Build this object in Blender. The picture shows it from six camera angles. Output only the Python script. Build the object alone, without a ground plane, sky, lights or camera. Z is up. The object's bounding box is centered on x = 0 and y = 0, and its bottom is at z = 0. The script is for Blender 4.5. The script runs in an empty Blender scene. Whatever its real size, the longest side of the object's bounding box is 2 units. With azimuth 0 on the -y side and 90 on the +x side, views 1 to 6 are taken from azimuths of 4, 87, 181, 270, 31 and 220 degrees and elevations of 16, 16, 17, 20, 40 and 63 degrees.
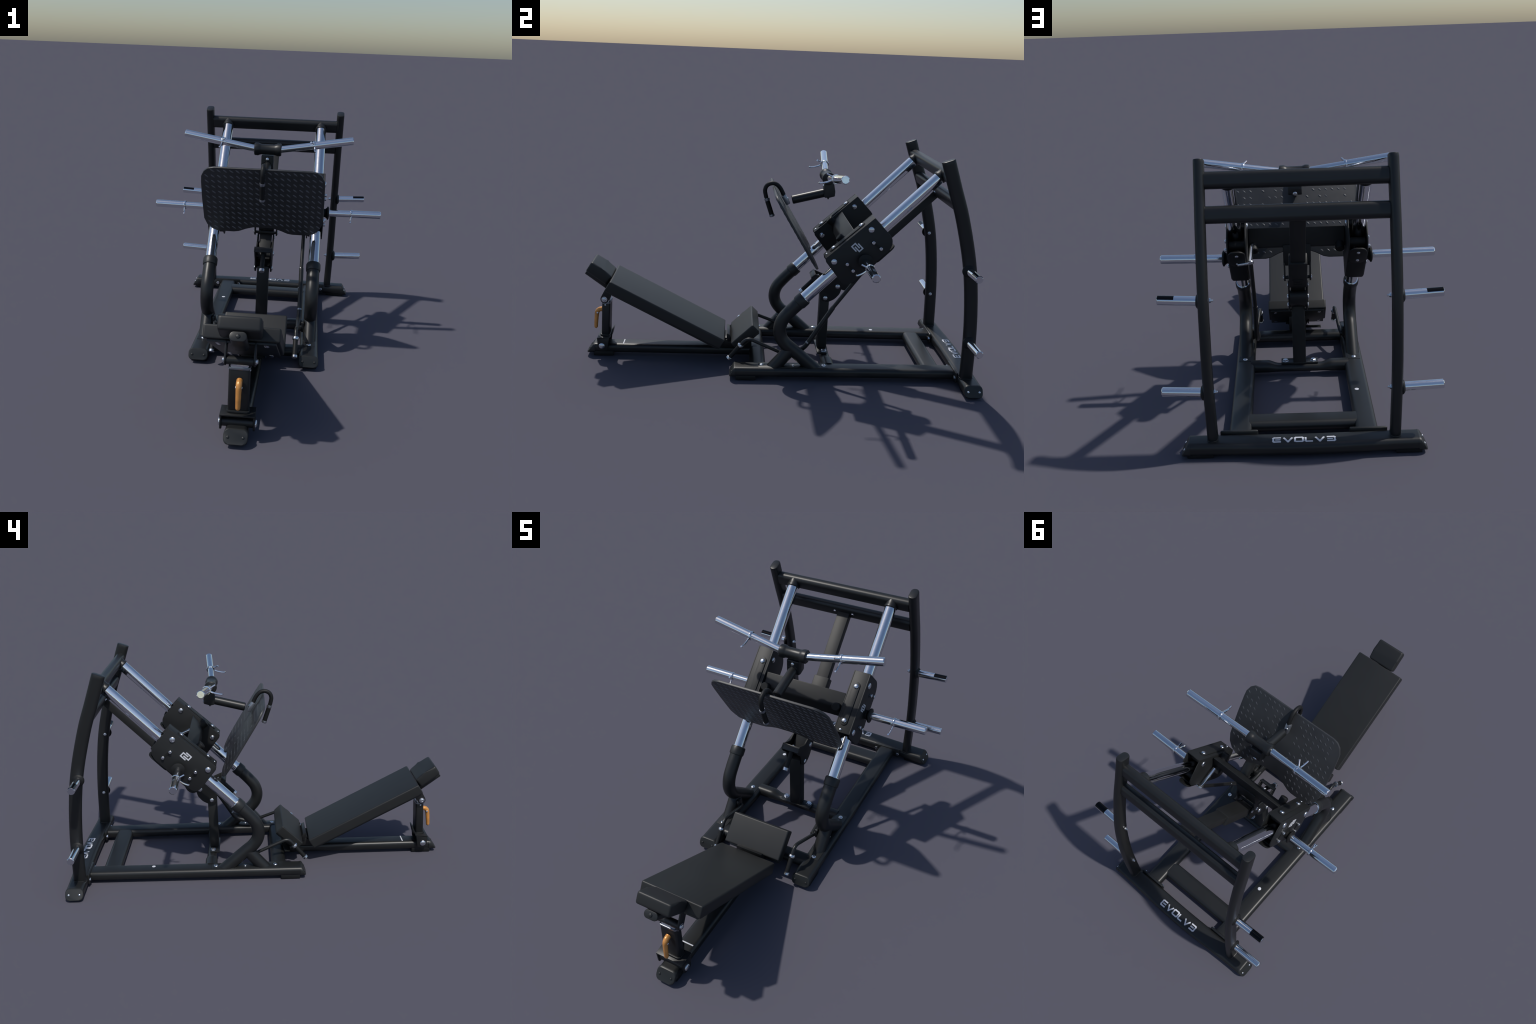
import bpy, bmesh, math, random
from mathutils import Vector, Matrix

random.seed(7)
PI = math.pi

# ------------------------------------------------------------------ materials
def new_mat(name, base, rough, metal=0.0, grain=0.0, grain_scale=400.0, vary=0.0, vary_scale=9.0, coat=0.0, spec=0.5):
    m = bpy.data.materials.new(name)
    m.use_nodes = True
    nt = m.node_tree
    b = nt.nodes["Principled BSDF"]
    b.inputs["Base Color"].default_value = (*base, 1)
    b.inputs["Roughness"].default_value = rough
    b.inputs["Metallic"].default_value = metal
    b.inputs["Specular IOR Level"].default_value = spec
    b.inputs["Coat Weight"].default_value = coat
    tc = nt.nodes.new("ShaderNodeTexCoord")
    if vary > 0:
        n = nt.nodes.new("ShaderNodeTexNoise")
        n.inputs["Scale"].default_value = vary_scale
        n.inputs["Detail"].default_value = 5
        r = nt.nodes.new("ShaderNodeValToRGB")
        lo = tuple(c * (1 - vary) for c in base)
        hi = tuple(min(1, c * (1 + vary)) for c in base)
        r.color_ramp.elements[0].position = 0.3
        r.color_ramp.elements[1].position = 0.7
        r.color_ramp.elements[0].color = (*lo, 1)
        r.color_ramp.elements[1].color = (*hi, 1)
        nt.links.new(tc.outputs["Object"], n.inputs["Vector"])
        nt.links.new(n.outputs["Fac"], r.inputs["Fac"])
        nt.links.new(r.outputs["Color"], b.inputs["Base Color"])
    if grain > 0:
        g = nt.nodes.new("ShaderNodeTexNoise")
        g.inputs["Scale"].default_value = grain_scale
        g.inputs["Detail"].default_value = 2
        bp = nt.nodes.new("ShaderNodeBump")
        bp.inputs["Strength"].default_value = grain
        bp.inputs["Distance"].default_value = 0.001
        nt.links.new(tc.outputs["Object"], g.inputs["Vector"])
        nt.links.new(g.outputs["Fac"], bp.inputs["Height"])
        nt.links.new(bp.outputs["Normal"], b.inputs["Normal"])
    return m

BLACK = new_mat("black_powder_coat", (0.0135, 0.0145, 0.0150), 0.39, grain=0.05, vary=0.12, spec=0.46)
FLAT = new_mat("black_satin_sheet", (0.0135, 0.0145, 0.0150), 0.53, grain=0.05, vary=0.12, spec=0.42)
PLASTIC = new_mat("black_plastic", (0.016, 0.0175, 0.0175), 0.45, vary=0.10)
VINYL = new_mat("black_vinyl", (0.0185, 0.0195, 0.0195), 0.47, grain=0.12, grain_scale=550, vary=0.10, vary_scale=5, spec=0.42)
RUBBER = new_mat("black_rubber", (0.0105, 0.0110, 0.0115), 0.55, spec=0.30)
PLATE = new_mat("tread_plate_black", (0.033, 0.0345, 0.0375), 0.45, vary=0.12, vary_scale=14)
CHROME = new_mat("polished_chrome", (0.82, 0.84, 0.87), 0.075, metal=1.0, grain=0.25, grain_scale=45)
STEEL = new_mat("zinc_bolt_steel", (0.72, 0.74, 0.78), 0.27, metal=1.0, vary=0.18, vary_scale=160)
GREY = new_mat("dull_grey_metal", (0.30, 0.32, 0.36), 0.32, metal=0.8)
ORANGE = new_mat("orange_lever_paint", (0.78, 0.34, 0.085), 0.28, metal=0.25, vary=0.15, vary_scale=30, coat=0.3)
DECAL = new_mat("silver_white_decal", (0.66, 0.67, 0.72), 0.40)
BACK_TREAD = new_mat("pressed_tread_dent", (0.085, 0.088, 0.095), 0.40)
TREAD = new_mat("light_tread_mark", (0.125, 0.128, 0.142), 0.40)  # front lozenges, a lighter grey than the plate

def chrome_black_upper_side():
    """chrome whose outer half is coloured black along the upper side"""
    m = new_mat("chrome_black_upper_side", (0.78, 0.80, 0.84), 0.06, metal=1.0)
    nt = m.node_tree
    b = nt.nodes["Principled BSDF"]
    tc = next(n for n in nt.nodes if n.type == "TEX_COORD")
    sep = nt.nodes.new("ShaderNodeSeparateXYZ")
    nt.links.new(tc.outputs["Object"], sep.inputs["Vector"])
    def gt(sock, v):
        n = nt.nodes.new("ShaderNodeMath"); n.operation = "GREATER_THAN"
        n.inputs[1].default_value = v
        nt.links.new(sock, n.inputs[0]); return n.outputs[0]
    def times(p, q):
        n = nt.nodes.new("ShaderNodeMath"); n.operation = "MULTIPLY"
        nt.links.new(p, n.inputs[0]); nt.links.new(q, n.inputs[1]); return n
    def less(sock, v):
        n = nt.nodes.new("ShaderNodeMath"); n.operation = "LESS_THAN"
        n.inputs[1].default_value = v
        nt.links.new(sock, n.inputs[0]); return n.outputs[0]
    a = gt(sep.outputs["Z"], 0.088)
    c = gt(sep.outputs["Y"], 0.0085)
    mu = times(times(a, c).outputs[0], less(sep.outputs["Z"], 0.1525))  # mask of the black strip along the top of the outer half
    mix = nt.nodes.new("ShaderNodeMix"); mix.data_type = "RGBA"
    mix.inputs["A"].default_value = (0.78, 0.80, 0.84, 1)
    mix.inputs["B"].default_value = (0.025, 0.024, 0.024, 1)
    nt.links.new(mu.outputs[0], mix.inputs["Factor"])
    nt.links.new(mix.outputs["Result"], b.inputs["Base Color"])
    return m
HALF_BLACK_CHROME = chrome_black_upper_side()

# ------------------------------------------------------------------ hierarchy
scene_coll = bpy.context.scene.collection
ROOT = bpy.data.objects.new("leg_press_machine", None)
ROOT.empty_display_size = 0.2
ROOT["label"] = "black incline leg press gym machine with chrome rails"
ROOT["category"] = "gym machine"
scene_coll.objects.link(ROOT)

def finish(me, mat, angle=35):
    me.materials.clear()
    me.materials.append(mat)
    for p in me.polygons:
        p.use_smooth = True
    me.set_sharp_from_angle(angle=math.radians(angle))

def add(name, me, parent=None, matrix=None, kind=None):
    ob = bpy.data.objects.new(name, me)
    scene_coll.objects.link(ob)
    ob.parent = parent or ROOT
    m = matrix if matrix is not None else Matrix()
    ob.matrix_basis = m if ob.parent is ROOT else ob.parent.matrix_basis.inverted() @ m
    if kind:
        ob["kind"] = kind
    return ob

def mesh_from(name, bm, mat, angle=35):
    bmesh.ops.recalc_face_normals(bm, faces=bm.faces[:])
    me = bpy.data.meshes.new(name)
    bm.to_mesh(me)
    bm.free()
    finish(me, mat, angle)
    return me

def bevel_sharp(bm, width, segs=2, min_angle=25):
    if width <= 0:
        return
    bm.normal_update()
    es = [e for e in bm.edges if len(e.link_faces) == 2 and e.calc_face_angle(0) > math.radians(min_angle)]
    bmesh.ops.bevel(bm, geom=es, offset=width, segments=segs, profile=0.5, affect="EDGES", clamp_overlap=True)

# ------------------------------------------------------------------ shapes
def V(*a):
    return Vector(a)

def circle(r, n=24):
    return [(r * math.cos(2 * PI * i / n), r * math.sin(2 * PI * i / n)) for i in range(n)]

def round_rect(w, h, r, k=5):
    r = min(r, w / 2 - 1e-5, h / 2 - 1e-5)
    out = []
    for cx, cy, a0 in ((w / 2 - r, h / 2 - r, 0), (-w / 2 + r, h / 2 - r, 90), (-w / 2 + r, -h / 2 + r, 180), (w / 2 - r, -h / 2 + r, 270)):
        for i in range(k + 1):
            a = math.radians(a0 + 90 * i / k)
            out.append((cx + r * math.cos(a), cy + r * math.sin(a)))
    return out

def smooth_path(pts, n=8):
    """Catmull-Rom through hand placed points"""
    P = [Vector(p) for p in pts]
    P = [P[0] * 2 - P[1]] + P + [P[-1] * 2 - P[-2]]
    out = []
    for i in range(1, len(P) - 2):
        for j in range(n):
            t = j / n
            a, b, c, d = P[i - 1], P[i], P[i + 1], P[i + 2]
            out.append(0.5 * ((2 * b) + (c - a) * t + (2 * a - 5 * b + 4 * c - d) * t * t + (3 * b - a - 3 * c + d) * t ** 3))
    out.append(P[-2].copy())
    return out

def fillet_path(pts, radii, n=8):
    """polyline with rounded corners"""
    P = [Vector(p) for p in pts]
    out = [P[0]]
    for i in range(1, len(P) - 1):
        r = radii[i - 1]
        d0 = (P[i - 1] - P[i]).normalized(); d1 = (P[i + 1] - P[i]).normalized()
        a, b = P[i] + d0 * r, P[i] + d1 * r
        for j in range(n + 1):
            t = j / n
            out.append(a * (1 - t) ** 2 + P[i] * 2 * t * (1 - t) + b * t * t)
    out.append(P[-1])
    return out

def loft(rings, cap=True):
    bm = bmesh.new()
    R = [[bm.verts.new(p) for p in ring] for ring in rings]
    n = len(R[0])
    for a, b in zip(R[:-1], R[1:]):
        for i in range(n):
            bm.faces.new((a[i], a[(i + 1) % n], b[(i + 1) % n], b[i]))
    if cap:
        bm.faces.new(R[0][::-1]); bm.faces.new(R[-1])
    return bm

def sweep_rings(path, profile, side):
    """profile x runs along `side`, profile y along tangent x side"""
    path = [Vector(p) for p in path]
    side = Vector(side)
    rings = []
    for i, p in enumerate(path):
        t = (path[min(i + 1, len(path) - 1)] - path[max(i - 1, 0)]).normalized()
        s = (side - t * side.dot(t)).normalized()
        u = t.cross(s)
        rings.append([p + s * a + u * b for a, b in profile])
    return rings

def sweep(name, path, profile, side, mat, bevel=0.0015, parent=None, angle=35):
    bm = loft(sweep_rings(path, profile, side))
    if bevel:
        bm.normal_update()
        es = [e for e in bm.edges if len(e.link_faces) == 2 and max(len(f.verts) for f in e.link_faces) > 4]
        bmesh.ops.bevel(bm, geom=es, offset=bevel, segments=2, profile=0.5, affect="EDGES", clamp_overlap=True)
    return add(name, mesh_from(name, bm, mat, angle), parent)

def lathe_mesh(name, prof, mat, n=28, angle=35):
    """profile of (radius, height) turned round local z"""
    bm = bmesh.new()
    rings = []
    for r, h in prof:
        if r < 1e-6:
            rings.append([bm.verts.new((0, 0, h))])
        else:
            rings.append([bm.verts.new((r * math.cos(2 * PI * i / n), r * math.sin(2 * PI * i / n), h)) for i in range(n)])
    for a, b in zip(rings[:-1], rings[1:]):
        for i in range(n):
            j = (i + 1) % n
            if len(a) == 1 and len(b) == 1:
                continue
            if len(a) == 1:
                bm.faces.new((a[0], b[i], b[j]))
            elif len(b) == 1:
                bm.faces.new((a[i], a[j], b[0]))
            else:
                bm.faces.new((a[i], a[j], b[j], b[i]))
    return mesh_from(name, bm, mat, angle)

def aim(p, d, roll_ref=(0, 0, 1)):
    """matrix with origin p and local z along d"""
    z = Vector(d).normalized()
    ref = Vector(roll_ref)
    if abs(z.dot(ref)) > 0.98:
        ref = Vector((1, 0, 0))
    x = ref.cross(z).normalized()
    y = z.cross(x)
    m = Matrix((x, y, z)).transposed().to_4x4()
    m.translation = Vector(p)
    return m

def lathe(name, p, d, prof, mat, parent=None, n=28, angle=35):
    return add(name, lathe_mesh(name, prof, mat, n, angle), parent, aim(p, d))

def rod(name, a, b, r, mat, parent=None, ch=0.0012, n=24):
    a, b = Vector(a), Vector(b)
    L = (b - a).length
    return lathe(name, a, b - a, [(0, 0), (r - ch, 0), (r, ch), (r, L - ch), (r - ch, L), (0, L)], mat, parent, n)

def prism_bm(poly, t, axis_map):
    """extrude a 2d polygon; axis_map(a, b, w) -> xyz with w in 0..t"""
    bm = bmesh.new()
    lo = [bm.verts.new(axis_map(a, b, 0)) for a, b in poly]
    hi = [bm.verts.new(axis_map(a, b, t)) for a, b in poly]
    n = len(poly)
    for i in range(n):
        bm.faces.new((lo[i], lo[(i + 1) % n], hi[(i + 1) % n], hi[i]))
    bm.faces.new(lo[::-1]); bm.faces.new(hi)
    return bm

def yz_plate(name, poly, x0, x1, mat, bevel=0.0015, parent=None, segs=2):
    """flat plate drawn in the (y, z) side view, between x0 and x1"""
    bm = prism_bm(poly, 1.0, lambda a, b, w: (x0 + (x1 - x0) * w, a, b))
    bevel_sharp(bm, bevel, segs)
    return add(name, mesh_from(name, bm, mat), parent)

def box(name, c, size, mat, bevel=0.002, parent=None, segs=2, rot=None):
    bm = bmesh.new()
    bmesh.ops.create_cube(bm, size=1.0)
    for v in bm.verts:
        v.co = Vector((v.co.x * size[0], v.co.y * size[1], v.co.z * size[2]))
    bevel_sharp(bm, bevel, segs)
    M = Matrix.Translation(Vector(c)) @ (rot.to_4x4() if rot is not None else Matrix())
    return add(name, mesh_from(name, bm, mat), parent, M)

def round_corners(poly, radii, n=5):
    """2d polygon with rounded corners; radii is a number or a list"""
    m = len(poly)
    rr = radii if isinstance(radii, (list, tuple)) else [radii] * m
    out = []
    for i in range(m):
        p0, p1, p2 = (Vector(poly[(i + k) % m]) for k in (-1, 0, 1))
        r = rr[i]
        if r <= 0:
            out.append(tuple(p1)); continue
        a = p1 + (p0 - p1).normalized() * min(r, (p0 - p1).length * 0.49)
        b = p1 + (p2 - p1).normalized() * min(r, (p2 - p1).length * 0.49)
        for j in range(n + 1):
            t = j / n
            out.append(tuple(a * (1 - t) ** 2 + p1 * 2 * t * (1 - t) + b * t * t))
    return out

# ------------------------------------------------------------------ bolts
def dome_profile(r, h):
    return [(0, -0.002), (r, -0.002), (r, h * 0.18)] + [(r * math.cos(a), h * 0.18 + h * 0.82 * math.sin(a)) for a in (0.35, 0.7, 1.05, 1.32)] + [(0, h)]
DOME = lathe_mesh("bolt", dome_profile(1.0, 0.55), STEEL, 18, 50)
WASHER_BOLT = lathe_mesh("bolt", [(0, -0.2), (1.0, -0.2), (1.0, 0.16), (0.72, 0.18), (0.70, 0.45), (0.5, 0.60), (0.28, 0.62), (0.24, 0.45), (0, 0.45)], STEEL, 18, 40)
DARK_SCREW = lathe_mesh("screw", dome_profile(1.0, 0.5), PLASTIC, 14, 50)
HEX = lathe_mesh("bolt", [(0, -0.2), (1.15, -0.2), (1.15, 0.12), (0.95, 0.14), (0.95, 0.62), (0.80, 0.72), (0, 0.72)], STEEL, 6, 30)
DISC = lathe_mesh("hole_plug", [(0, -0.1), (1.0, -0.1), (1.0, 0.04), (0.85, 0.10), (0, 0.12)], DECAL, 20, 50)

def bolt(p, d, r, parent=None, me=None, name="bolt"):
    return add(name, me or DOME, parent, aim(p, d) @ Matrix.Scale(r, 4))

# ------------------------------------------------------------------ rail frame
RO = Vector((0.118, 0.429)); RA = math.radians(45.5)
RU = Vector((math.cos(RA), math.sin(RA))); RN = Vector((-math.sin(RA), math.cos(RA)))
def rl(x, u, n):
    q = RO + RU * u + RN * n
    return Vector((x, q.x, q.y))
U3 = Vector((0, RU.x, RU.y)); N3 = Vector((0, RN.x, RN.y))
RAIL_X = 0.264

# ================================================================== base frame
Z0, Z1 = 0.0165, 0.0655
ZC, ZH = (Z0 + Z1) / 2, Z1 - Z0

def foot_pad(x0, x1, y0, y1):
    box("foot_pad", ((x0 + x1) / 2, (y0 + y1) / 2, 0.0125), (x1 - x0, y1 - y0, 0.025), RUBBER, 0.003)

def end_cap(origin, out, width, wside, top_len, bot_len, screws=True, center_z=ZC, height=ZH, screw_mat=True):
    """slanted plastic cap closing a flat oval tube: longer at the bottom"""
    o, out, wside = Vector(origin), Vector(out), Vector(wside)
    def ring(grow, f_top, f_bot):
        R = []
        for a, b in round_rect(width + grow, height + grow, 0.020):
            f = 0.5 + b / (height + grow)
            R.append(o + wside * a + V(0, 0, b) + out * (f_bot + (f_top - f_bot) * f))
        return R
    bm = loft([ring(0.0025, -0.004, -0.004), ring(0.0025, top_len - 0.006, bot_len - 0.004), ring(-0.001, top_len - 0.0015, bot_len - 0.001), ring(-0.007, top_len, bot_len)])
    cap = add("end_cap", mesh_from("end_cap", bm, PLASTIC, 30))
    nrm = (V(0, 0, 1) * (bot_len - top_len) + out * height).normalized()
    mid = o + out * (top_len + bot_len) / 2
    for s in (-1, 1):
        bolt(mid + wside * s * (width / 2 - 0.017) + nrm * 0.0005, nrm, 0.0058, cap, DARK_SCREW if screws else DOME, "screw")
    return cap

# rear base beam: straight front edge, bowed rear edge
RB0, RB1 = 0.0110, 0.0635
rings = []
for i in range(41):
    x = -0.452 + 0.904 * i / 40
    f = (math.cos(PI * min(1, abs(x) / 0.46) * 0.97) + 1) / 2
    rear = 0.9845 + 0.0150 * f
    front = 0.8950 + 0.0080 * f
    w = rear - front
    rings.append([V(x, (front + rear) / 2 + a, (RB0 + RB1) / 2 + b) for a, b in round_rect(w, RB1 - RB0, 0.020)])
rear_base = add("base_beam", mesh_from("base_beam", loft(rings), BLACK, 30))
for s in (-1, 1):
    end_cap((s * 0.452, 0.9400, (RB0 + RB1) / 2 - 0.001), (s, 0, 0), 0.0885, (0, 1, 0), 0.006, 0.033, screws=False, height=RB1 - RB0)
    foot_pad(*sorted((s * 0.358, s * 0.462)), 0.906, 0.976)

# side beams
for s in (-1, 1):
    a, b = V(s * 0.2665, -0.219, ZC), V(s * 0.2550, 0.893, ZC)
    sweep("side_beam", [a, a.lerp(b, 0.5), b], round_rect(0.091, ZH, 0.019), (1, 0, 0), BLACK, 0)
    end_cap((s * 0.2665, -0.219, ZC), (0, -1, 0), 0.092, (1, 0, 0), 0.005, 0.026)
    foot_pad(*sorted((s * 0.2265, s * 0.3065)), -0.213, -0.112)
    # flange that bolts the beam to the rear base
    fl = box("beam_flange", (s * 0.2585, 0.8945, 0.0450), (0.152, 0.014, 0.055), BLACK, 0.006)
    for x in (0.192, 0.322):
        bolt((s * x, 0.8895, 0.043), (0, -1, 0), 0.010, fl, HEX)
    # mounting plate under the bent tube with its bolts
    pl = box("base_plate", (s * 0.264, 0.075, Z1 - 0.0005), (0.060, 0.350, 0.004), BLACK, 0.0012)
    bolt((s * 0.264, -0.084, Z1 + 0.0015), (0, 0, 1), 0.0115, pl)
    bolt((s * 0.264, 0.230, Z1 + 0.0015), (0, 0, 1), 0.0115, pl)
    bolt((s * 0.270, 0.075, Z1 + 0.0015), (0, 0, 1), 0.009, pl)
bolt((-0.246, 0.5615, Z1), (0, 0, 1), 0.0095, None, DISC, "hole_plug")

# centre beam that carries the seat
sweep("seat_beam", [V(0, -0.957, ZC), V(0, -0.5, ZC), V(0, -0.10, ZC)], round_rect(0.090, ZH, 0.019), (1, 0, 0), BLACK, 0)
end_cap((0, -0.957, ZC - 0.001), (0, -1, 0), 0.093, (1, 0, 0), 0.006, 0.039)
foot_pad(-0.042, 0.042, -0.960, -0.858)
box("beam_seam", (0, -0.806, Z1), (0.062, 0.006, 0.0015), DECAL, 0.0005)

# cross tubes
sweep("cross_tube", [V(-0.24, -0.103, ZC), V(0, -0.103, ZC), V(0.24, -0.103, ZC)], round_rect(0.078, ZH - 0.001, 0.0242, 8), (0, 1, 0), BLACK, 0)
sweep("cross_tube", [V(-0.23, 0.786, ZC), V(0, 0.786, ZC), V(0.23, 0.786, ZC)], round_rect(0.094, ZH - 0.002, 0.022), (0, 1, 0), BLACK, 0)
# middle cross tube is pressed flat where the post stands
rings = []
for i in range(49):
    x = -0.235 + 0.47 * i / 48
    f = min(1, max(0, (abs(x) - 0.100) / 0.055)); f = f * f * (3 - 2 * f)
    top = 0.0535 + 0.0165 * f; bot = 0.016 - 0.002 * f
    hw = 0.0255 + 0.0065 * f
    rings.append([V(x, 0.258 + a, (top + bot) / 2 + b) for a, b in round_rect(2 * hw, top - bot, 0.026, 7)])
add("cross_tube", mesh_from("cross_tube", loft(rings), BLACK, 30))
post_plate = box("post_base_plate", (0, 0.243, 0.0585), (0.176, 0.052, 0.010), BLACK, 0.002)
for x in (-0.066, 0.068):
    bolt((x, 0.252, 0.0635), (0, 0, 1), 0.0135, post_plate, HEX)

# ================================================================== uprights
POST = [(0.3695, 0.7240, 1.1385), (0.3695, 0.7710, 1.005), (0.3695, 0.8180, 0.874), (0.3695, 0.8710, 0.680), (0.369, 0.9000, 0.517), (0.3675, 0.9205, 0.305), (0.361, 0.9295, 0.055)]
for s in (-1, 1):
    path = smooth_path([(s * x, y, z) for x, y, z in POST], 8)
    sweep("upright", path, round_rect(0.064, 0.0405, 0.018), (0, 1, 0), BLACK, 0.004)
    sweep("weld_bead", [V(s * 0.3613, 0.9295, RB1 - 0.004), V(s * 0.3614, 0.9294, RB1 + 0.002)], round_rect(0.068, 0.0445, 0.020), (0, 1, 0), BLACK, 0.002)

tilt = Vector((0, -0.325, 0.946)).normalized()
def crossbar(y, z, w, h):
    ang = math.atan2(-tilt.y, tilt.z)
    prof = round_rect(w, h, 0.020)
    rings = []
    for x in (-0.352, 0, 0.352):
        rings.append([V(x, y + a * math.cos(ang) - b * math.sin(ang), z + a * math.sin(ang) + b * math.cos(ang)) for a, b in prof])
    return add("crossbar", mesh_from("crossbar", loft(rings), BLACK, 30))
crossbar(0.7465, 1.062, 0.046, 0.068)
crossbar(0.7895, 0.9375, 0.046, 0.068)

# weight storage horns on the uprights
def horn_profile(L, r, ch=0.003):
    return [(0, 0), (r - ch, 0), (r, ch), (r, L - ch), (r - ch, L), (0, L)]
for s in (-1, 1):
    for (yb, zb, yt, zt, xt), m in (((0.8725, 0.6225, 0.8705, 0.6300, 0.5465), HALF_BLACK_CHROME), ((0.9155, 0.2580, 0.9150, 0.2650, 0.5500), CHROME)):
        b, t = V(s * 0.3935, yb, zb), V(s * xt, yt, zt)
        d = t - b
        fl = lathe("horn_flange", b - d.normalized() * 0.010, d, [(0, 0), (0.031, 0), (0.031, 0.006), (0.026, 0.011), (0.021, 0.014), (0, 0.014)], RUBBER)
        M = aim(b, d)
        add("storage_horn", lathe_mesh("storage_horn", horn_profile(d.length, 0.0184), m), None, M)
        i = V(s * 0.345, yb, zb)
        bolt(i, (-s, 0, 0), 0.0085, fl, HEX)
        rod("bolt_end", i, i - V(s * 0.014, 0, 0), 0.0045, STEEL, fl)

# ================================================================== guide rails
for s in (-1, 1):
    x = s * RAIL_X
    rail = rod("guide_rail", rl(x, -0.02, 0), rl(x, 0.872, 0), 0.0288, CHROME, n=48)
    lathe("rail_collar", rl(x, 0.856, 0), U3, [(0, 0), (0.0300, 0), (0.0330, 0.004), (0.0330, 0.010), (0.0300, 0.016), (0.0290, 0.042), (0, 0.042)], BLACK)
    lathe("rail_disc", rl(x, 0.163, 0.0278), N3, [(0, 0), (0.007, 0), (0.0065, 0.002), (0, 0.0025)], GREY)  # raised grey disc in place of a dark oval mark on the rail
    # bent guard tube with its boot and strut
    pts = [(x, 0.118, 0.429), (x, 0.0885, 0.3985), (x, 0.048, 0.356), (x, 0.0130, 0.311), (x, -0.0005, 0.264), (x, 0.0065, 0.221), (x, 0.029, 0.186), (x, 0.0620, 0.1575), (x, 0.114, 0.112), (x, 0.177, 0.056), (x, 0.194, 0.0405)]
    sweep("bent_tube", smooth_path(pts, 8)[4:], circle(0.0325, 28), (1, 0, 0), BLACK, 0)
    lathe("tube_boot", rl(x, -0.046, 0.0005), U3, [(0.030, 0), (0.0355, 0.003), (0.0370, 0.010), (0.0370, 0.038), (0.0345, 0.044), (0.0292, 0.046), (0.0285, 0.030)], PLASTIC)
    lathe("boot_ring", rl(x, -0.003, 0.0), U3, [(0.028, 0), (0.0332, 0), (0.0318, 0.0035), (0.028, 0.004)], CHROME)
    rod("tube_strut", (x, 0.060, 0.154), (x, -0.038, 0.038), 0.0325, BLACK, n=28)

# ================================================================== carriages
OUT = [(0.199, 0.075), (0.209, 0.0895), (0.512, 0.0735), (0.5095, -0.054), (0.492, -0.079), (0.460, -0.095), (0.215, -0.0915), (0.190, -0.078), (0.1835, -0.052)]
OUT_R = [0.004, 0.004, 0.003, 0.02, 0.02, 0.02, 0.015, 0.015, 0.01]
HOOK = [(-0.016, -0.0115), (-0.016, 0.0215), (0.006, 0.0215), (0.006, -0.0105)]

def stroke_bm(bm, pts, w, to3d, h):
    """a polyline drawn as joined square-ended bars of height h"""
    P = [Vector(p) for p in pts]
    for i, (a, b) in enumerate(zip(P[:-1], P[1:])):
        d = (b - a).normalized(); q = Vector((-d.y, d.x))
        a2 = a - d * (w / 2 if i > 0 else 0)
        b2 = b + d * (w / 2 if i < len(P) - 2 else 0)
        lift = 0.00007 * i
        c = [a2 + q * w / 2, b2 + q * w / 2, b2 - q * w / 2, a2 - q * w / 2]
        lo = [bm.verts.new(to3d(p.x, p.y, -0.0008)) for p in c]
        hi = [bm.verts.new(to3d(p.x, p.y, h + lift)) for p in c]
        for k in range(4):
            bm.faces.new((lo[k], lo[(k + 1) % 4], hi[(k + 1) % 4], hi[k]))
        bm.faces.new(lo[::-1]); bm.faces.new(hi)

def clip_on(horn, axis_pt, axis_dir, r, prong_a, prong_b):
    """spring clip: a ring round the horn and two bent wire prongs"""
    d = Vector(axis_dir).normalized()
    ring = lathe("clip_ring", Vector(axis_pt) - d * 0.006, d, [(r - 0.002, 0), (r + 0.0025, 0), (r + 0.0038, 0.003), (r + 0.0038, 0.009), (r + 0.0025, 0.012), (r - 0.002, 0.012)], CHROME, horn)
    for tip, hook in ((prong_a, True), (prong_b, False)):
        tip = Vector(tip)
        dirn = (tip - Vector(axis_pt)); dirn -= d * dirn.dot(d)
        start = Vector(axis_pt) + dirn.normalized() * (r - 0.001)
        pts = [start, start.lerp(tip, 0.45) + V(0, 0, -0.003 if hook else 0.0), tip]
        if hook:
            pts += [tip + V(0, -0.007, 0.004)]
        path = smooth_path(pts, 6)
        sweep("clip_prong", path, circle(0.0043, 10), (1, 0.01, 0), CHROME, 0, horn)

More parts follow.
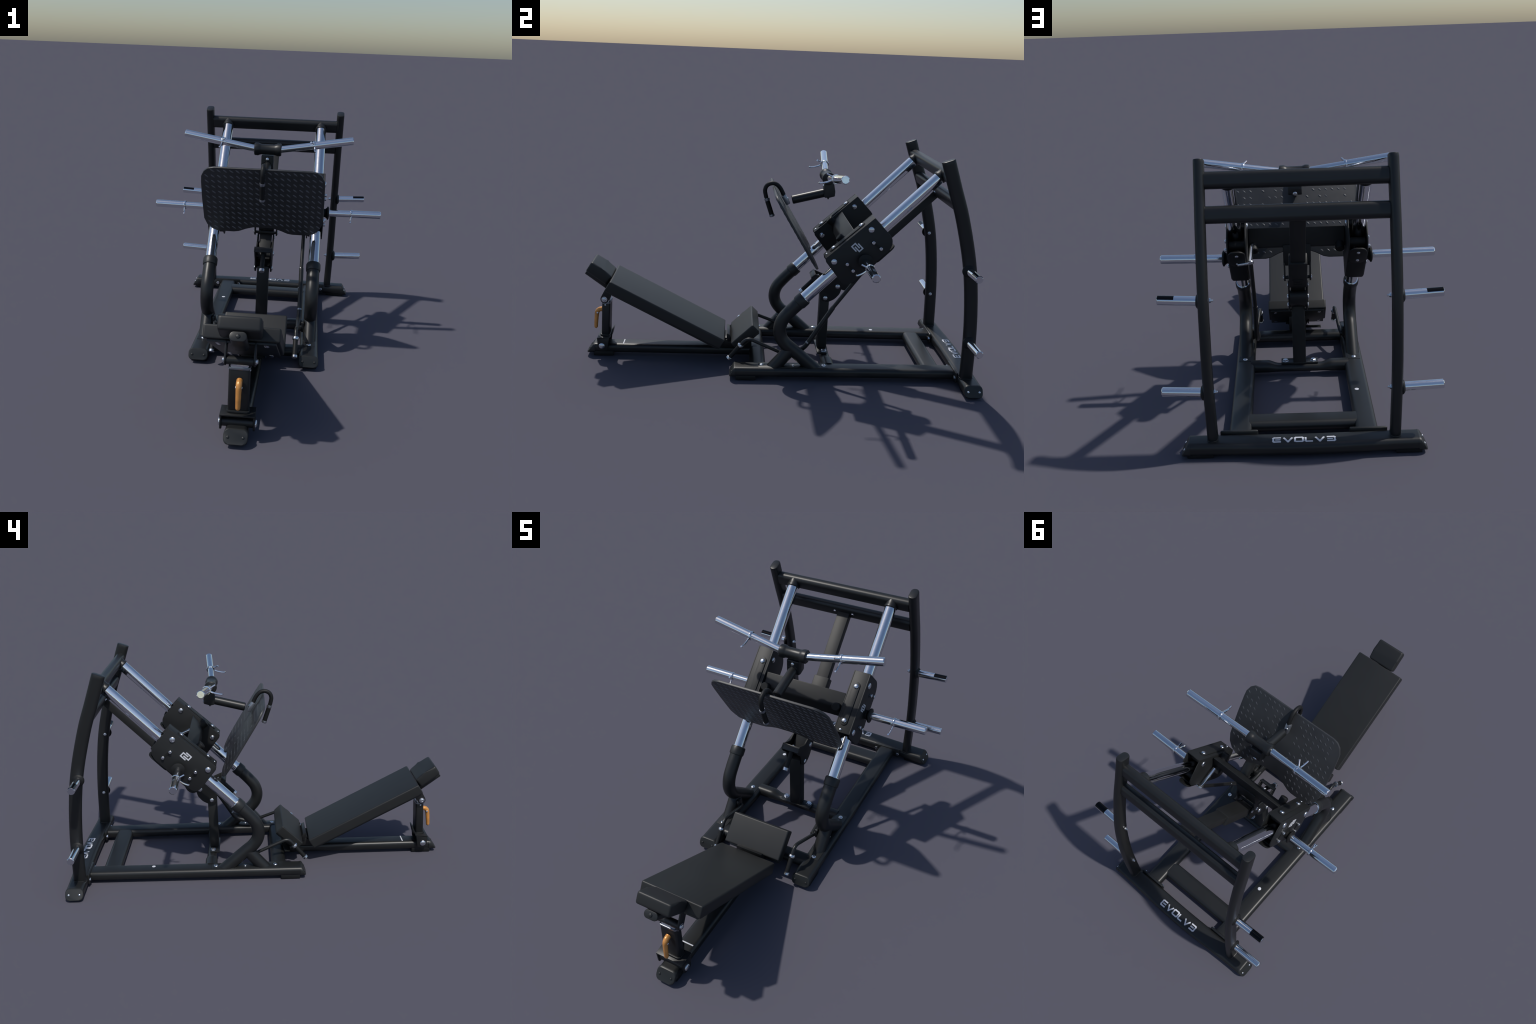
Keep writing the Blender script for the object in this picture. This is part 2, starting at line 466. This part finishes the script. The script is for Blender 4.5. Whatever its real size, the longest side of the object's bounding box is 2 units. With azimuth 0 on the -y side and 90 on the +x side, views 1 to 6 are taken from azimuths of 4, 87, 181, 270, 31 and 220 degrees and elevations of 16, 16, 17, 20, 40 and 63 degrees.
for s in (-1, 1):
    xo, xi = s * 0.3015, s * 0.2170
    th = 0.006
    poly = [tuple(RO + RU * u + RN * n) for u, n in round_corners(OUT, OUT_R, 5)]
    carriage = yz_plate("carriage", poly, xo - s * th, xo, FLAT, 0.0015)
    yz_plate("carriage_side_plate", poly, xi, xi + s * th, FLAT, 0.0015, carriage)
    top = [(0.209, 0.0885), (0.5125, 0.0727), (0.5125, 0.0665), (0.207, 0.0820)]
    yz_plate("carriage_cover_plate", [tuple(RO + RU * u + RN * n) for u, n in top], xi + s * 0.001, xo - s * 0.001, FLAT, 0.0012, carriage)
    # raised rounded strip on top that carries two bolts
    mid = (xo + xi) / 2 - s * 0.006
    ang = math.atan2(0.0735 - 0.0895, 0.512 - 0.209)
    strip_dir = (U3 * math.cos(ang) + N3 * math.sin(ang)).normalized()
    strip_n = strip_dir.cross(V(1, 0, 0)); strip_n = strip_n if strip_n.dot(N3) > 0 else -strip_n
    def top_pt(x, u, lift=0.0):
        return rl(x, u, 0.0895 + (u - 0.209) * math.tan(ang)) + strip_n * lift
    bm = prism_bm(round_rect(0.215, 0.036, 0.0179, 8), 0.006, lambda a, b, w: (top_pt(mid, 0.352, -0.002) + strip_dir * a + V(1, 0, 0) * b + strip_n * w))
    bevel_sharp(bm, 0.0015, 2)
    add("cover_strip", mesh_from("cover_strip", bm, FLAT), carriage)
    for u in (0.2665, 0.4380):
        bolt(top_pt(mid, u, 0.004), strip_n, 0.0125, carriage)
    bolt(top_pt(mid - s * 0.004, 0.222, 0.000), strip_n, 0.0065, carriage)
    # corner bolts through the side plates
    for u, n in ((0.4616, 0.0433), (0.2278, 0.0484)):
        bolt(rl(xo, u, n), (s, 0, 0), 0.0155, carriage)
        bolt(rl(xi, u, n), (-s, 0, 0), 0.0145, carriage)
    # guide rollers inside the channel
    for u in (0.245, 0.455):
        for n in (0.047, -0.047):
            rod("guide_roller", rl(xi + s * 0.008, u, n), rl(xo - s * 0.008, u, n), 0.0195, RUBBER, carriage)
    # pairs of set screws and a raised dark bar standing for the slot between
    for (u0, n0), (u1, n1) in (((0.4334, -0.0572), (0.4272, -0.0100)), ((0.2640, -0.0464), (0.2658, -0.0024))):
        a, b = rl(xo, u0, n0), rl(xo, u1, n1)
        for p in (a, b):
            rod("set_screw", p, p + V(s * 0.0135, 0, 0), 0.0086, STEEL, carriage, ch=0.002, n=12)
        d = (b - a).normalized()
        bm = prism_bm(round_rect((b - a).length, 0.009, 0.004), 0.004, lambda p, q, w: (a + b) / 2 + d * p + d.cross(V(1, 0, 0)) * q + V(s * (w - 0.001), 0, 0))
        add("slot_bar", mesh_from("slot_bar", bm, RUBBER), carriage)
    # emblem: two interlocked hooks, raised
    bm = bmesh.new()
    for sign in (1, -1):
        pts = [(sign * a, sign * b) for a, b in HOOK]
        if s > 0:
            f = lambda a, b, w: rl(xo, 0.3552 + a, 0.0252 + b) + V(s * w, 0, 0)
        else:
            f = lambda a, b, w: rl(xo, 0.3552 + b, 0.0252 + a) + V(s * w, 0, 0)
        stroke_bm(bm, pts, 0.0062, f, 0.0014)
    add("emblem", mesh_from("emblem", bm, DECAL), carriage)
    # underside bumper: long plate, then a shorter rounded one with two bolts
    def under(poly, n0, t):
        return prism_bm(poly, t, lambda a, b, w: rl((xo + xi) / 2 + b, a, n0 - w))
    bm = under([(c[0] + 0.338, c[1]) for c in round_rect(0.248, 0.080, 0.012)], -0.0885, 0.006)
    bevel_sharp(bm, 0.0015); add("carriage_base_plate", mesh_from("carriage_base_plate", bm, FLAT), carriage)
    bm = under([(c[0] + 0.4285, c[1]) for c in round_rect(0.124, 0.070, 0.026)], -0.0965, 0.008)
    bevel_sharp(bm, 0.002); add("bumper_plate", mesh_from("bumper_plate", bm, RUBBER), carriage)
    bm = under([(c[0] + 0.296, c[1]) for c in round_rect(0.160, 0.076, 0.010)], -0.0940, 0.006)
    bevel_sharp(bm, 0.003); add("bumper_plate", mesh_from("bumper_plate", bm, RUBBER), carriage)
    for u in (0.460, 0.392):
        bolt(rl((xo + xi) / 2, u, -0.1045), -N3, 0.0080, carriage)
    # loading horn
    hb = V(xo, 0.3900, 0.6375); ht = V(s * 0.6075, 0.3890, 0.6417); hd = (ht - hb)
    lathe("horn_collar", hb, hd, [(0, 0), (0.0225, 0), (0.0225, 0.010), (0.030, 0.019), (0.0355, 0.021), (0.0355, 0.027), (0.026, 0.031), (0, 0.031)], RUBBER, carriage)
    L = hd.length
    horn = lathe("loading_horn", hb, hd, [(0, 0.02), (0.0178, 0.02), (0.0178, 0.148), (0.0200, 0.150), (0.0200, L - 0.004), (0.0165, L), (0, L)], CHROME)
    clip_on(horn, V(s * 0.4500, 0.3895, 0.6393), hd, 0.0190, V(s * 0.4453, 0.3335, 0.6045), V(s * 0.4460, 0.3485, 0.6575))

# rectangular bar joining the carriages
poly = [(0.3460, 0.7640), (0.2965, 0.7050), (0.2950, 0.6520), (0.3460, 0.6680)]
xbar = yz_plate("carriage_crossbar", poly, -0.2180, 0.2180, FLAT, 0.007, segs=4)
for s in (-1, 1):
    rod("bumper_stop", (s * 0.192, 0.270, 0.7235), (s * 0.192, 0.366, 0.657), 0.0205, RUBBER, xbar, ch=0.004)
    # hanging ears with a cross pin
    yz_plate("pin_ear", round_corners([(0.326, 0.60), (0.326, 0.508), (0.360, 0.508), (0.360, 0.60)], [0, 0.016, 0.016, 0]), s * 0.054, s * 0.0615, BLACK, 0.0015, xbar)
    bolt((s * 0.0615, 0.343, 0.524), (s, 0, 0), 0.0105, xbar)
yz_plate("pin_block", [(0.302, 0.680), (0.302, 0.592), (0.322, 0.582), (0.352, 0.582), (0.352, 0.680)], -0.0625, 0.0625, FLAT, 0.003, xbar)
rod("cross_pin", (-0.060, 0.343, 0.524), (0.060, 0.343, 0.524), 0.0075, BLACK, xbar)

# ================================================================== incline tube, post, catch bracket
def incline_box(name, u0, u1, n0, n1, hw, mat=FLAT, bevel=0.003):
    poly = [tuple(RO + RU * u + RN * n) for u, n in ((u0, n0), (u1, n0), (u1, n1), (u0, n1))]
    return yz_plate(name, poly, -hw, hw, mat, bevel)
incline = incline_box("incline_tube", 0.07, 0.826, -0.148, -0.108, 0.032)
incline_box("incline_sleeve", 0.245, 0.472, -0.157, -0.102, 0.0405, FLAT, 0.004)
tp = incline_box("tube_mounting_plate", 0.819, 0.829, -0.151, -0.098, 0.066, BLACK, 0.003)
for x in (-0.049, 0.049):
    bolt(rl(x, 0.819, -0.112), -U3, 0.0095, tp, HEX)
# embossed square mark on the underside of the sleeve
bm = bmesh.new()
for sign in (1, -1):
    stroke_bm(bm, [(sign * 0.022, sign * -0.022), (sign * 0.022, sign * 0.022), (sign * -0.022, sign * 0.022)], 0.004, lambda a, b, w: rl(a, 0.300 + b, -0.157 - w), 0.0022)
stroke_bm(bm, [(-0.007, 0.004), (-0.007, -0.008), (0.009, -0.008), (0.009, 0.004)], 0.004, lambda a, b, w: rl(a, 0.300 + b, -0.157 - w), 0.0022)
add("embossed_mark", mesh_from("embossed_mark", bm, PLASTIC), incline)

box("support_post", (0, 0.2465, 0.2150), (0.0620, 0.0490, 0.304), FLAT, 0.004)
CATCH = [(0.226, 0.338), (0.262, 0.329), (0.296, 0.346), (0.322, 0.376), (0.331, 0.410), (0.345, 0.440), (0.388, 0.492), (0.366, 0.520), (0.330, 0.486), (0.250, 0.455), (0.188, 0.482), (0.164, 0.463), (0.180, 0.436), (0.214, 0.405), (0.219, 0.365)]
for s in (-1, 1):
    pl = yz_plate("catch_bracket", round_corners(CATCH, 0.012, 4), s * 0.0375, s * 0.0450, FLAT, 0.0015)
    for y, z, r in ((0.2475, 0.3525, 0.0120), (0.3085, 0.417, 0.0130), (0.3625, 0.4945, 0.0085)):
        bolt((s * 0.0450, y, z), (s, 0, 0), r, pl)
yz_plate("catch_plate", [(0.262, 0.345), (0.300, 0.372), (0.342, 0.445), (0.330, 0.455), (0.285, 0.385), (0.255, 0.365)], -0.038, 0.038, BLACK, 0.002)
yz_plate("catch_box", [(0.166, 0.462), (0.188, 0.483), (0.194, 0.477), (0.172, 0.456)], -0.047, 0.047, BLACK, 0.0015)
yz_plate("catch_box", [(0.196, 0.432), (0.221, 0.454), (0.228, 0.446), (0.204, 0.424)], -0.038, 0.038, BLACK, 0.0015)
NOSE = [(0.318, 0.403), (0.344, 0.393), (0.364, 0.397), (0.381, 0.413), (0.391, 0.435), (0.389, 0.455), (0.376, 0.466), (0.345, 0.464)]
yz_plate("catch_nose", round_corners(NOSE, 0.010, 3), -0.0385, 0.0385, FLAT, 0.003)
rod("catch_lever", (0.0005, 0.212, 0.466), (0.0008, 0.193, 0.446), 0.0060, STEEL)
rod("catch_grip", (0.0008, 0.196, 0.449), (0.0004, 0.129, 0.3785), 0.0118, RUBBER)
rod("grip_end", (0.0004, 0.131, 0.381), (0.0004, 0.1185, 0.3685), 0.0140, STEEL, ch=0.002)

# ================================================================== footplate
FO = V(-0.004, -0.0515, 0.923); FD = V(0, 0.5227, -0.8524); FN = V(0, -0.8524, -0.5227)   # FN faces the user
def fp(x, t, w=0.0):
    return FO + V(x, 0, 0) + FD * t + FN * w
half = [(0.0, 0.386), (0.050, 0.387), (0.088, 0.401), (0.125, 0.420), (0.150, 0.425), (0.232, 0.425)]
corner_b = [(0.262, 0.410), (0.287, 0.380), (0.300, 0.338)]
corner_t = [(0.302, 0.20), (0.300, 0.095), (0.297, 0.058), (0.283, 0.026), (0.262, 0.007), (0.232, 0.0)]
right = half + corner_b + corner_t
outline = [(x, t) for x, t in right] + [(-x, t) for x, t in right[::-1] if x > 0]
bm = prism_bm(outline, 0.0115, lambda a, b, w: fp(a, b, -w))
bevel_sharp(bm, 0.0022, 2, 60)
footplate = add("footplate", mesh_from("footplate", bm, PLATE))

def inside(x, t, m):
    x = abs(x)
    if t < m or x > 0.298 - m:
        return False
    bottom = 0.386 if x < 0.05 else 0.386 + min(1, (x - 0.05) / 0.09) * 0.040
    if t > bottom - m:
        return False
    for cx, ct in ((0.232, 0.068), (0.230, 0.357)):
        if x > cx and ((t < ct) if ct < 0.2 else (t > ct)):
            if math.hypot(x - cx, t - ct) > 0.068 - m:
                return False
    return True

def tread(sign, w0):
    """rows of slanting raised lozenges pressed into the plate"""
    bm = bmesh.new()
    for r in range(13):
        for c in range(-10, 11):
            x, t = c * 0.0305 + 0.004, 0.020 + r * 0.0340
            if not inside(x, t, 0.013):
                continue
            if sign < 0 and (abs(x) < 0.045 or random.random() < 0.18):
                continue
            a = math.radians((42 if sign > 0 else 138) + random.uniform(-4, 4))
            L, W, H = (0.0132, 0.0044, 0.0026) if sign > 0 else (0.0100, 0.0042, 0.0013 * random.uniform(0.6, 1.3))
            rings = []
            for f, sc in ((-1, 0.12), (-0.6, 0.75), (0, 1), (0.6, 0.75), (1, 0.12)):
                ring = []
                for k in range(5):
                    th = PI * k / 4
                    ring.append((f * L, W * sc * math.cos(th), H * sc * math.sin(th)))
                rings.append(ring)
            vs = []
            for ring in rings:
                vs.append([bm.verts.new(fp(x + math.cos(a) * p - math.sin(a) * q, t + math.sin(a) * p + math.cos(a) * q, w0 + sign * (h - 0.0002))) for p, q, h in ring])
            for ra, rb in zip(vs[:-1], vs[1:]):
                for k in range(4):
                    bm.faces.new((ra[k], ra[k + 1], rb[k + 1], rb[k]))
            bm.faces.new(vs[0]); bm.faces.new(vs[-1][::-1])
    return mesh_from("tread_pattern", bm, TREAD if sign > 0 else BACK_TREAD, 80)
add("tread_pattern", tread(1, 0.0), footplate, kind="stuff")
add("tread_pattern", tread(-1, -0.0115), footplate, kind="stuff")

# hooked hand grip that hangs over the top edge
hook = smooth_path([(0, 0.014, 0.868), (0, 0.0027, 0.895), (0, -0.012, 0.9205), (0, -0.0315, 0.938), (0, -0.0565, 0.942), (0, -0.079, 0.930), (0, -0.0878, 0.907), (0, -0.0835, 0.881), (0, -0.0772, 0.861), (0, -0.0478, 0.7765)], 8)
sweep("hook_grip", hook, circle(0.0108, 18), (1, 0, 0), RUBBER, 0, footplate)
hd = (Vector(hook[-1]) - Vector((0, -0.0772, 0.861))).normalized()
lathe("grip_ring", V(0, -0.0785, 0.866), hd, [(0.008, 0), (0.0130, 0), (0.0137, 0.003), (0.0137, 0.010), (0.0127, 0.014), (0.008, 0.014)], GREY, footplate)
rod("grip_sleeve", V(0, -0.0740, 0.851), V(0, -0.0490, 0.7800), 0.0122, RUBBER, footplate)
lathe("grip_ring", V(0, -0.0500, 0.783), hd, [(0.008, 0), (0.0130, 0), (0.0137, 0.002), (0.0137, 0.010), (0.0115, 0.013), (0, 0.0135)], GREY, footplate)
rotp = Matrix((V(1, 0, 0), FD, FN)).transposed()
box("grip_bracket", (-0.003, 0.0200, 0.8610), (0.029, 0.056, 0.024), GREY, 0.006, footplate, rot=rotp)
bolt((-0.003, 0.0295, 0.8655), -FN, 0.0085, footplate)

# ================================================================== press yoke
arm_a, arm_b = V(0, 0.0515, 0.8605), V(0, 0.2160, 0.9030)
yoke = rod("press_arm", arm_a, arm_b, 0.0222, BLACK, ch=0.004, n=32)
arm_n = (arm_b - arm_a).normalized()
yz_plate("yoke_block", round_corners([(0.2090, 0.955), (0.2090, 0.8845), (0.2310, 0.8800), (0.2645, 0.8905), (0.2665, 0.9130), (0.2575, 0.955)], 0.006), -0.031, 0.031, BLACK, 0.003, yoke)
lathe("yoke_collar", arm_b - arm_n * 0.004, arm_n, [(0, 0), (0.0262, 0), (0.0275, 0.002), (0.0275, 0.006), (0.0262, 0.008), (0, 0.008)], BLACK, yoke)
yz_plate("yoke_gusset", [(0.226, 0.882), (0.2395, 0.880), (0.2385, 0.8705), (0.2325, 0.8695)], -0.006, 0.006, BLACK, 0.001, yoke)
bolt((0.0, 0.2645, 0.893), (0, 1, -0.25), 0.0105, yoke)
bolt((0.0, 0.2085, 0.938), (0, -1, 0.2), 0.0085, yoke)
sc = V(0, 0.2235, 0.9850)
lathe("yoke_sleeve", sc - V(0.0685, 0, 0), (1, 0, 0),
      [(0, 0), (0.0275, 0), (0.0315, 0.004), (0.0320, 0.020), (0.0285, 0.028), (0.0262, 0.036), (0.0262, 0.101), (0.0285, 0.109), (0.0320, 0.117), (0.0315, 0.133), (0.0275, 0.137), (0, 0.137)], BLACK, yoke, 32)
for s in (-1, 1):
    b, t = V(s * 0.058, 0.2215, 0.9860), V(s * 0.4270, 0.2510, 1.0440)
    d = t - b; L = d.length
    k = 0.18
    horn = lathe("press_horn", b, d, [(0, 0), (0.0172, 0), (0.0172, k - 0.004), (0.0197, k - 0.001), (0.0197, L - 0.004), (0.0165, L), (0, L)], CHROME)
    cp = b + d.normalized() * (k - 0.003)
    clip_on(horn, cp, d, 0.0187, V(s * 0.2380, 0.1620, 0.9930), V(s * 0.2150, 0.1930, 1.0350))

# ================================================================== seat
def pad(name, poly, hw, r, mat=VINYL, parent=None, segs=5):
    bm = prism_bm(poly, 1.0, lambda a, b, w: (-hw + 2 * hw * w, a, b))
    bmesh.ops.bevel(bm, geom=bm.edges[:], offset=r, segments=segs, profile=0.6, affect="EDGES", clamp_overlap=True)
    return add(name, mesh_from(name, bm, mat, 50), parent)
back = pad("backrest", [(-0.8505, 0.4475), (-0.8795, 0.3985), (-0.2985, 0.0945), (-0.2695, 0.1435)], 0.1510, 0.0085)
head = pad("headrest", [(-0.9520, 0.5270), (-0.9815, 0.4790), (-0.8830, 0.4060), (-0.8490, 0.4480), (-0.8950, 0.4890)], 0.0830, 0.0130)
seat = pad("seat_pad", [(-0.1315, 0.2340), (-0.2415, 0.1285), (-0.2050, 0.0910), (-0.0935, 0.1975)], 0.1515, 0.0075)
# thin backing boards under the pads
pad("backing_board", [(-0.8690, 0.3925), (-0.8740, 0.3840), (-0.3080, 0.0880), (-0.3030, 0.0965)], 0.135, 0.002, PLASTIC, back, 2)
pad("backing_board", [(-0.2160, 0.0830), (-0.2080, 0.0745), (-0.0925, 0.1850), (-0.1000, 0.1930)], 0.140, 0.003, PLASTIC, seat, 2)
for s in (-1, 1):
    nrm = V(0, -0.465, -0.885)
    for y, z in ((-0.835, 0.3660), (-0.790, 0.3425), (-0.34, 0.1060), (-0.39, 0.1320)):
        bolt((s * 0.095, y, z), nrm, 0.0105, back)
    for k in (-0.02, 0.85):
        bolt(V(s * 0.115, -0.1940, 0.0925).lerp(V(s * 0.115, -0.0945, 0.187), k), (0, 0.69, -0.72), 0.0100, seat)
# oval tube under the headrest, capped, with a screw
ht = sweep("headrest_tube", [V(-0.002, -0.9890, 0.4600), V(-0.002, -0.93, 0.4160), V(-0.002, -0.865, 0.3680)], round_rect(0.066, 0.038, 0.018), (1, 0, 0), PLASTIC, 0.004)
bolt((-0.002, -0.9892, 0.4602), (0, -0.80, 0.60), 0.0085, ht, DARK_SCREW, "screw")

# upper hinge
for s in (-1, 1):
    lug = [(-0.8800, 0.3965), (-0.8430, 0.3720), (-0.8720, 0.3180), (-0.8790, 0.3060), (-0.8920, 0.2990), (-0.9060, 0.3030), (-0.9150, 0.3140), (-0.9150, 0.3290)]
    pl = yz_plate("hinge_lug", round_corners(lug, 0.006, 3), s * 0.0535, s * 0.0610, BLACK, 0.0015)
    bolt((s * 0.0610, -0.8950, 0.3220), (s, 0, 0), 0.0150, pl, WASHER_BOLT)
yz_plate("hinge_lug_bridge", [(-0.8795, 0.3950), (-0.8470, 0.3735), (-0.8500, 0.3670), (-0.8840, 0.3880)], -0.060, 0.060, BLACK, 0.0015)
rod("hinge_tube", (-0.053, -0.895, 0.322), (0.053, -0.895, 0.322), 0.0175, BLACK)
# telescopic column
cl, ch = V(0, -0.8975, 0.105), V(0, -0.8905, 0.2960)
sweep("support_column", [cl, cl.lerp(ch, 0.5), ch], round_rect(0.0830, 0.0420, 0.010), (1, 0, 0), BLACK, 0.002)
sweep("telescopic_column", [ch - V(0, 0, 0.02), ch, V(0, -0.8895, 0.3130)], round_rect(0.0720, 0.0350, 0.008), (1, 0, 0), CHROME, 0.002)
sweep("column_rim", [ch - V(0, 0, 0.006), ch + V(0, 0, 0.004)], round_rect(0.0860, 0.0450, 0.011), (1, 0, 0), GREY, 0.0015)
for s in (-1, 1):
    bolt((s * 0.0415, -0.894, 0.284), (s, 0, 0), 0.0050)
# lower clevis
for s in (-1, 1):
    pl = yz_plate("clevis_plate", round_corners([(-0.9330, 0.0450), (-0.9365, 0.1090), (-0.8740, 0.1140), (-0.8830, 0.0450), (-0.9090, 0.0380)], 0.008, 3), s * 0.0620, s * 0.0695, BLACK, 0.0015)
    bolt((s * 0.0695, -0.9115, 0.0675), (s, 0, 0), 0.0165, pl)
yz_plate("clevis_bridge", [(-0.9370, 0.1030), (-0.9370, 0.1100), (-0.8690, 0.1180), (-0.8690, 0.1110)], -0.0695, 0.0695, BLACK, 0.0015)
yz_plate("clevis_fin", [(-0.8740, 0.1120), (-0.8620, 0.1500), (-0.8560, 0.1500), (-0.8660, 0.1060)], -0.0300, 0.0300, BLACK, 0.0012)
rod("clevis_tube", (-0.063, -0.9115, 0.0700), (0.063, -0.9115, 0.0700), 0.0190, BLACK)
sweep("column_seat_rim", [V(0, -0.8985, 0.1100), V(0, -0.8980, 0.1150), V(0, -0.8975, 0.1210)], round_rect(0.0900, 0.0530, 0.013), (1, 0, 0), BLACK, 0.002)
# orange clamp lever
olp = smooth_path([(0.003, -0.916, 0.2490), (0.003, -0.9320, 0.2455), (0.003, -0.9425, 0.2340), (0.003, -0.9465, 0.2130), (0.003, -0.9500, 0.1750), (0.003, -0.9520, 0.1400)], 8)
rr = []
for i, ring in enumerate(sweep_rings(olp, circle(1.0, 16), (1, 0, 0))):
    c = Vector(olp[i]); f = i / (len(olp) - 1)
    r = 0.0125 if f < 0.35 else 0.0125 - 0.0030 * (f - 0.35) / 0.65
    if f > 0.94:
        r *= math.sqrt(max(0.05, 1 - ((f - 0.94) / 0.062) ** 2))
    rr.append([c + (p - c) * r for p in ring])
clamp = add("clamp_lever", mesh_from("clamp_lever", loft(rr), ORANGE, 40))
for s in (-1, 1):
    bolt((0.003 + s * 0.0115, -0.9400, 0.2300), (s, 0, 0), 0.0055, clamp)

# seat hinge on the centre beam
hinge = box("seat_hinge_block", (0, -0.2450, 0.0950), (0.110, 0.100, 0.058), BLACK, 0.006)
for s in (-1, 1):
    yz_plate("seat_bracket", [(-0.3150, 0.0960), (-0.2900, 0.0720), (-0.1900, 0.0720), (-0.1750, 0.1180), (-0.2120, 0.1110), (-0.2480, 0.1200)], s * 0.056, s * 0.0625, BLACK, 0.0015, hinge)
    bolt((s * 0.0625, -0.2980, 0.0930), (s, 0, 0), 0.0130, hinge)
yz_plate("seat_link_plate", [(-0.2620, 0.1300), (-0.2620, 0.1520), (-0.2460, 0.1460), (-0.2360, 0.1180), (-0.2440, 0.1060), (-0.2560, 0.1060)], -0.070, 0.070, BLACK, 0.002, hinge)
box("seat_slide_plate", (-0.075, -0.1560, Z1 + 0.004), (0.100, 0.030, 0.004), BLACK, 0.001, hinge)
box("seat_strut", (0, -0.1500, 0.1000), (0.090, 0.040, 0.080), BLACK, 0.004, hinge)

# ================================================================== seat side levers and link rod
for s in (-1, 1):
    x = s * 0.199
    lv = fillet_path([(s * 0.199, -0.2480, 0.0705), (s * 0.1985, -0.1570, 0.1830), (s * 0.2130, 0.0020, 0.1180), (s * 0.2200, 0.0300, 0.1080)], [0.030, 0.015], 8)
    lever = sweep("seat_lever", lv, circle(0.0090, 14), (1, 0, 0), BLACK, 0)
    g0, g1 = V(s * 0.199, -0.2480, 0.0705), V(s * 0.199, -0.1930, 0.1385)
    rod("lever_grip", g0, g1, 0.0116, RUBBER, lever)
    dd = (g1 - g0).normalized()
    lathe("lever_ring", g1 - dd * 0.005, dd, [(0.006, 0), (0.0142, 0.001), (0.0162, 0.006), (0.0162, 0.010), (0.0142, 0.015), (0.006, 0.016)], STEEL, lever)
    lathe("lever_cap", g0 - dd * 0.005, dd, [(0, 0), (0.0115, 0), (0.0138, 0.002), (0.0138, 0.012), (0.0115, 0.014)], STEEL, lever)
    rod("lever_pivot", (s * 0.213, 0.030, 0.108), (s * 0.255, 0.030, 0.108), 0.0150, BLACK, lever)
    yz_plate("lever_tab", round_corners([(0.012, 0.148), (0.012, 0.092), (0.050, 0.092), (0.050, 0.148)], 0.010), s * 0.222, s * 0.234, BLACK, 0.0015, lever)
rod("link_rod", (0.2035, 0.4670, 0.6410), (0.2025, 0.2650, 0.3530), 0.0098, BLACK)
low = smooth_path([(0.2028, 0.2690, 0.3590), (0.2050, 0.2080, 0.2600), (0.2060, 0.1627, 0.1850), (0.2050, 0.1350, 0.1430), (0.2040, 0.1050, 0.1230), (0.2040, 0.0600, 0.1130), (0.2060, 0.0150, 0.1100)], 8)
lowrod = sweep("link_rod", low, circle(0.0118, 16), (1, 0, 0), BLACK, 0.002)
bolt((0.1960, 0.2640, 0.3600), (-0.6, -0.6, 0.4), 0.0050, lowrod)
lathe("rod_ring", V(0.2058, 0.1480, 0.1640), (0, 0.56, 0.83), [(0.009, 0), (0.0118, 0), (0.0118, 0.008), (0.009, 0.008)], GREY, lowrod)
rod("gas_piston", (0.2000, 0.3560, 0.6850), (0.2080, 0.4600, 0.6370), 0.0105, CHROME)
js = rod("rod_joint", (0.2600, 0.4720, 0.6330), (0.1980, 0.4690, 0.6400), 0.0080, STEEL)
bolt((0.2035, 0.4690, 0.6400), (-0.2, 0.7, -0.5), 0.0145, js)
bolt((0.2035, 0.4690, 0.6400), (0, -0.5, 0.8), 0.0145, js)

# ================================================================== lettering on the rear base
LETTERS = {
    "E": [[(1, 1), (0.12, 1), (0, 0.88), (0, 0.12), (0.12, 0), (1, 0)], [(0.25, 0.5), (0.95, 0.5)]],
    "V": [[(0, 1), (0.5, 0), (1, 1)]],
    "O": [[(0.12, 0), (0, 0.12), (0, 0.88), (0.12, 1), (0.88, 1), (1, 0.88), (1, 0.12), (0.88, 0), (0.10, 0)]],
    "L": [[(0, 1), (0, 0.12), (0.12, 0), (1, 0)]],
    "3": [[(0, 1), (0.88, 1), (1, 0.88), (1, 0.12), (0.88, 0), (0, 0)], [(0.05, 0.5), (0.75, 0.5)]],
}
bm = bmesh.new()
cx = 0.1215
for ch_, w in (("E", 0.030), ("V", 0.034), ("O", 0.031), ("L", 0.028), ("V", 0.034), ("3", 0.031)):
    x0 = cx
    for st in LETTERS[ch_]:
        # seen from behind the machine: text runs toward -x, its feet toward +y
        stroke_bm(bm, [(a * w, b * 0.0290) for a, b in st], 0.0074, lambda a, b, h: V(x0 - a, 0.9750 - b, RB1 + h), 0.0010)
    cx -= w + 0.0107
add("lettering", mesh_from("lettering", bm, DECAL), rear_base)
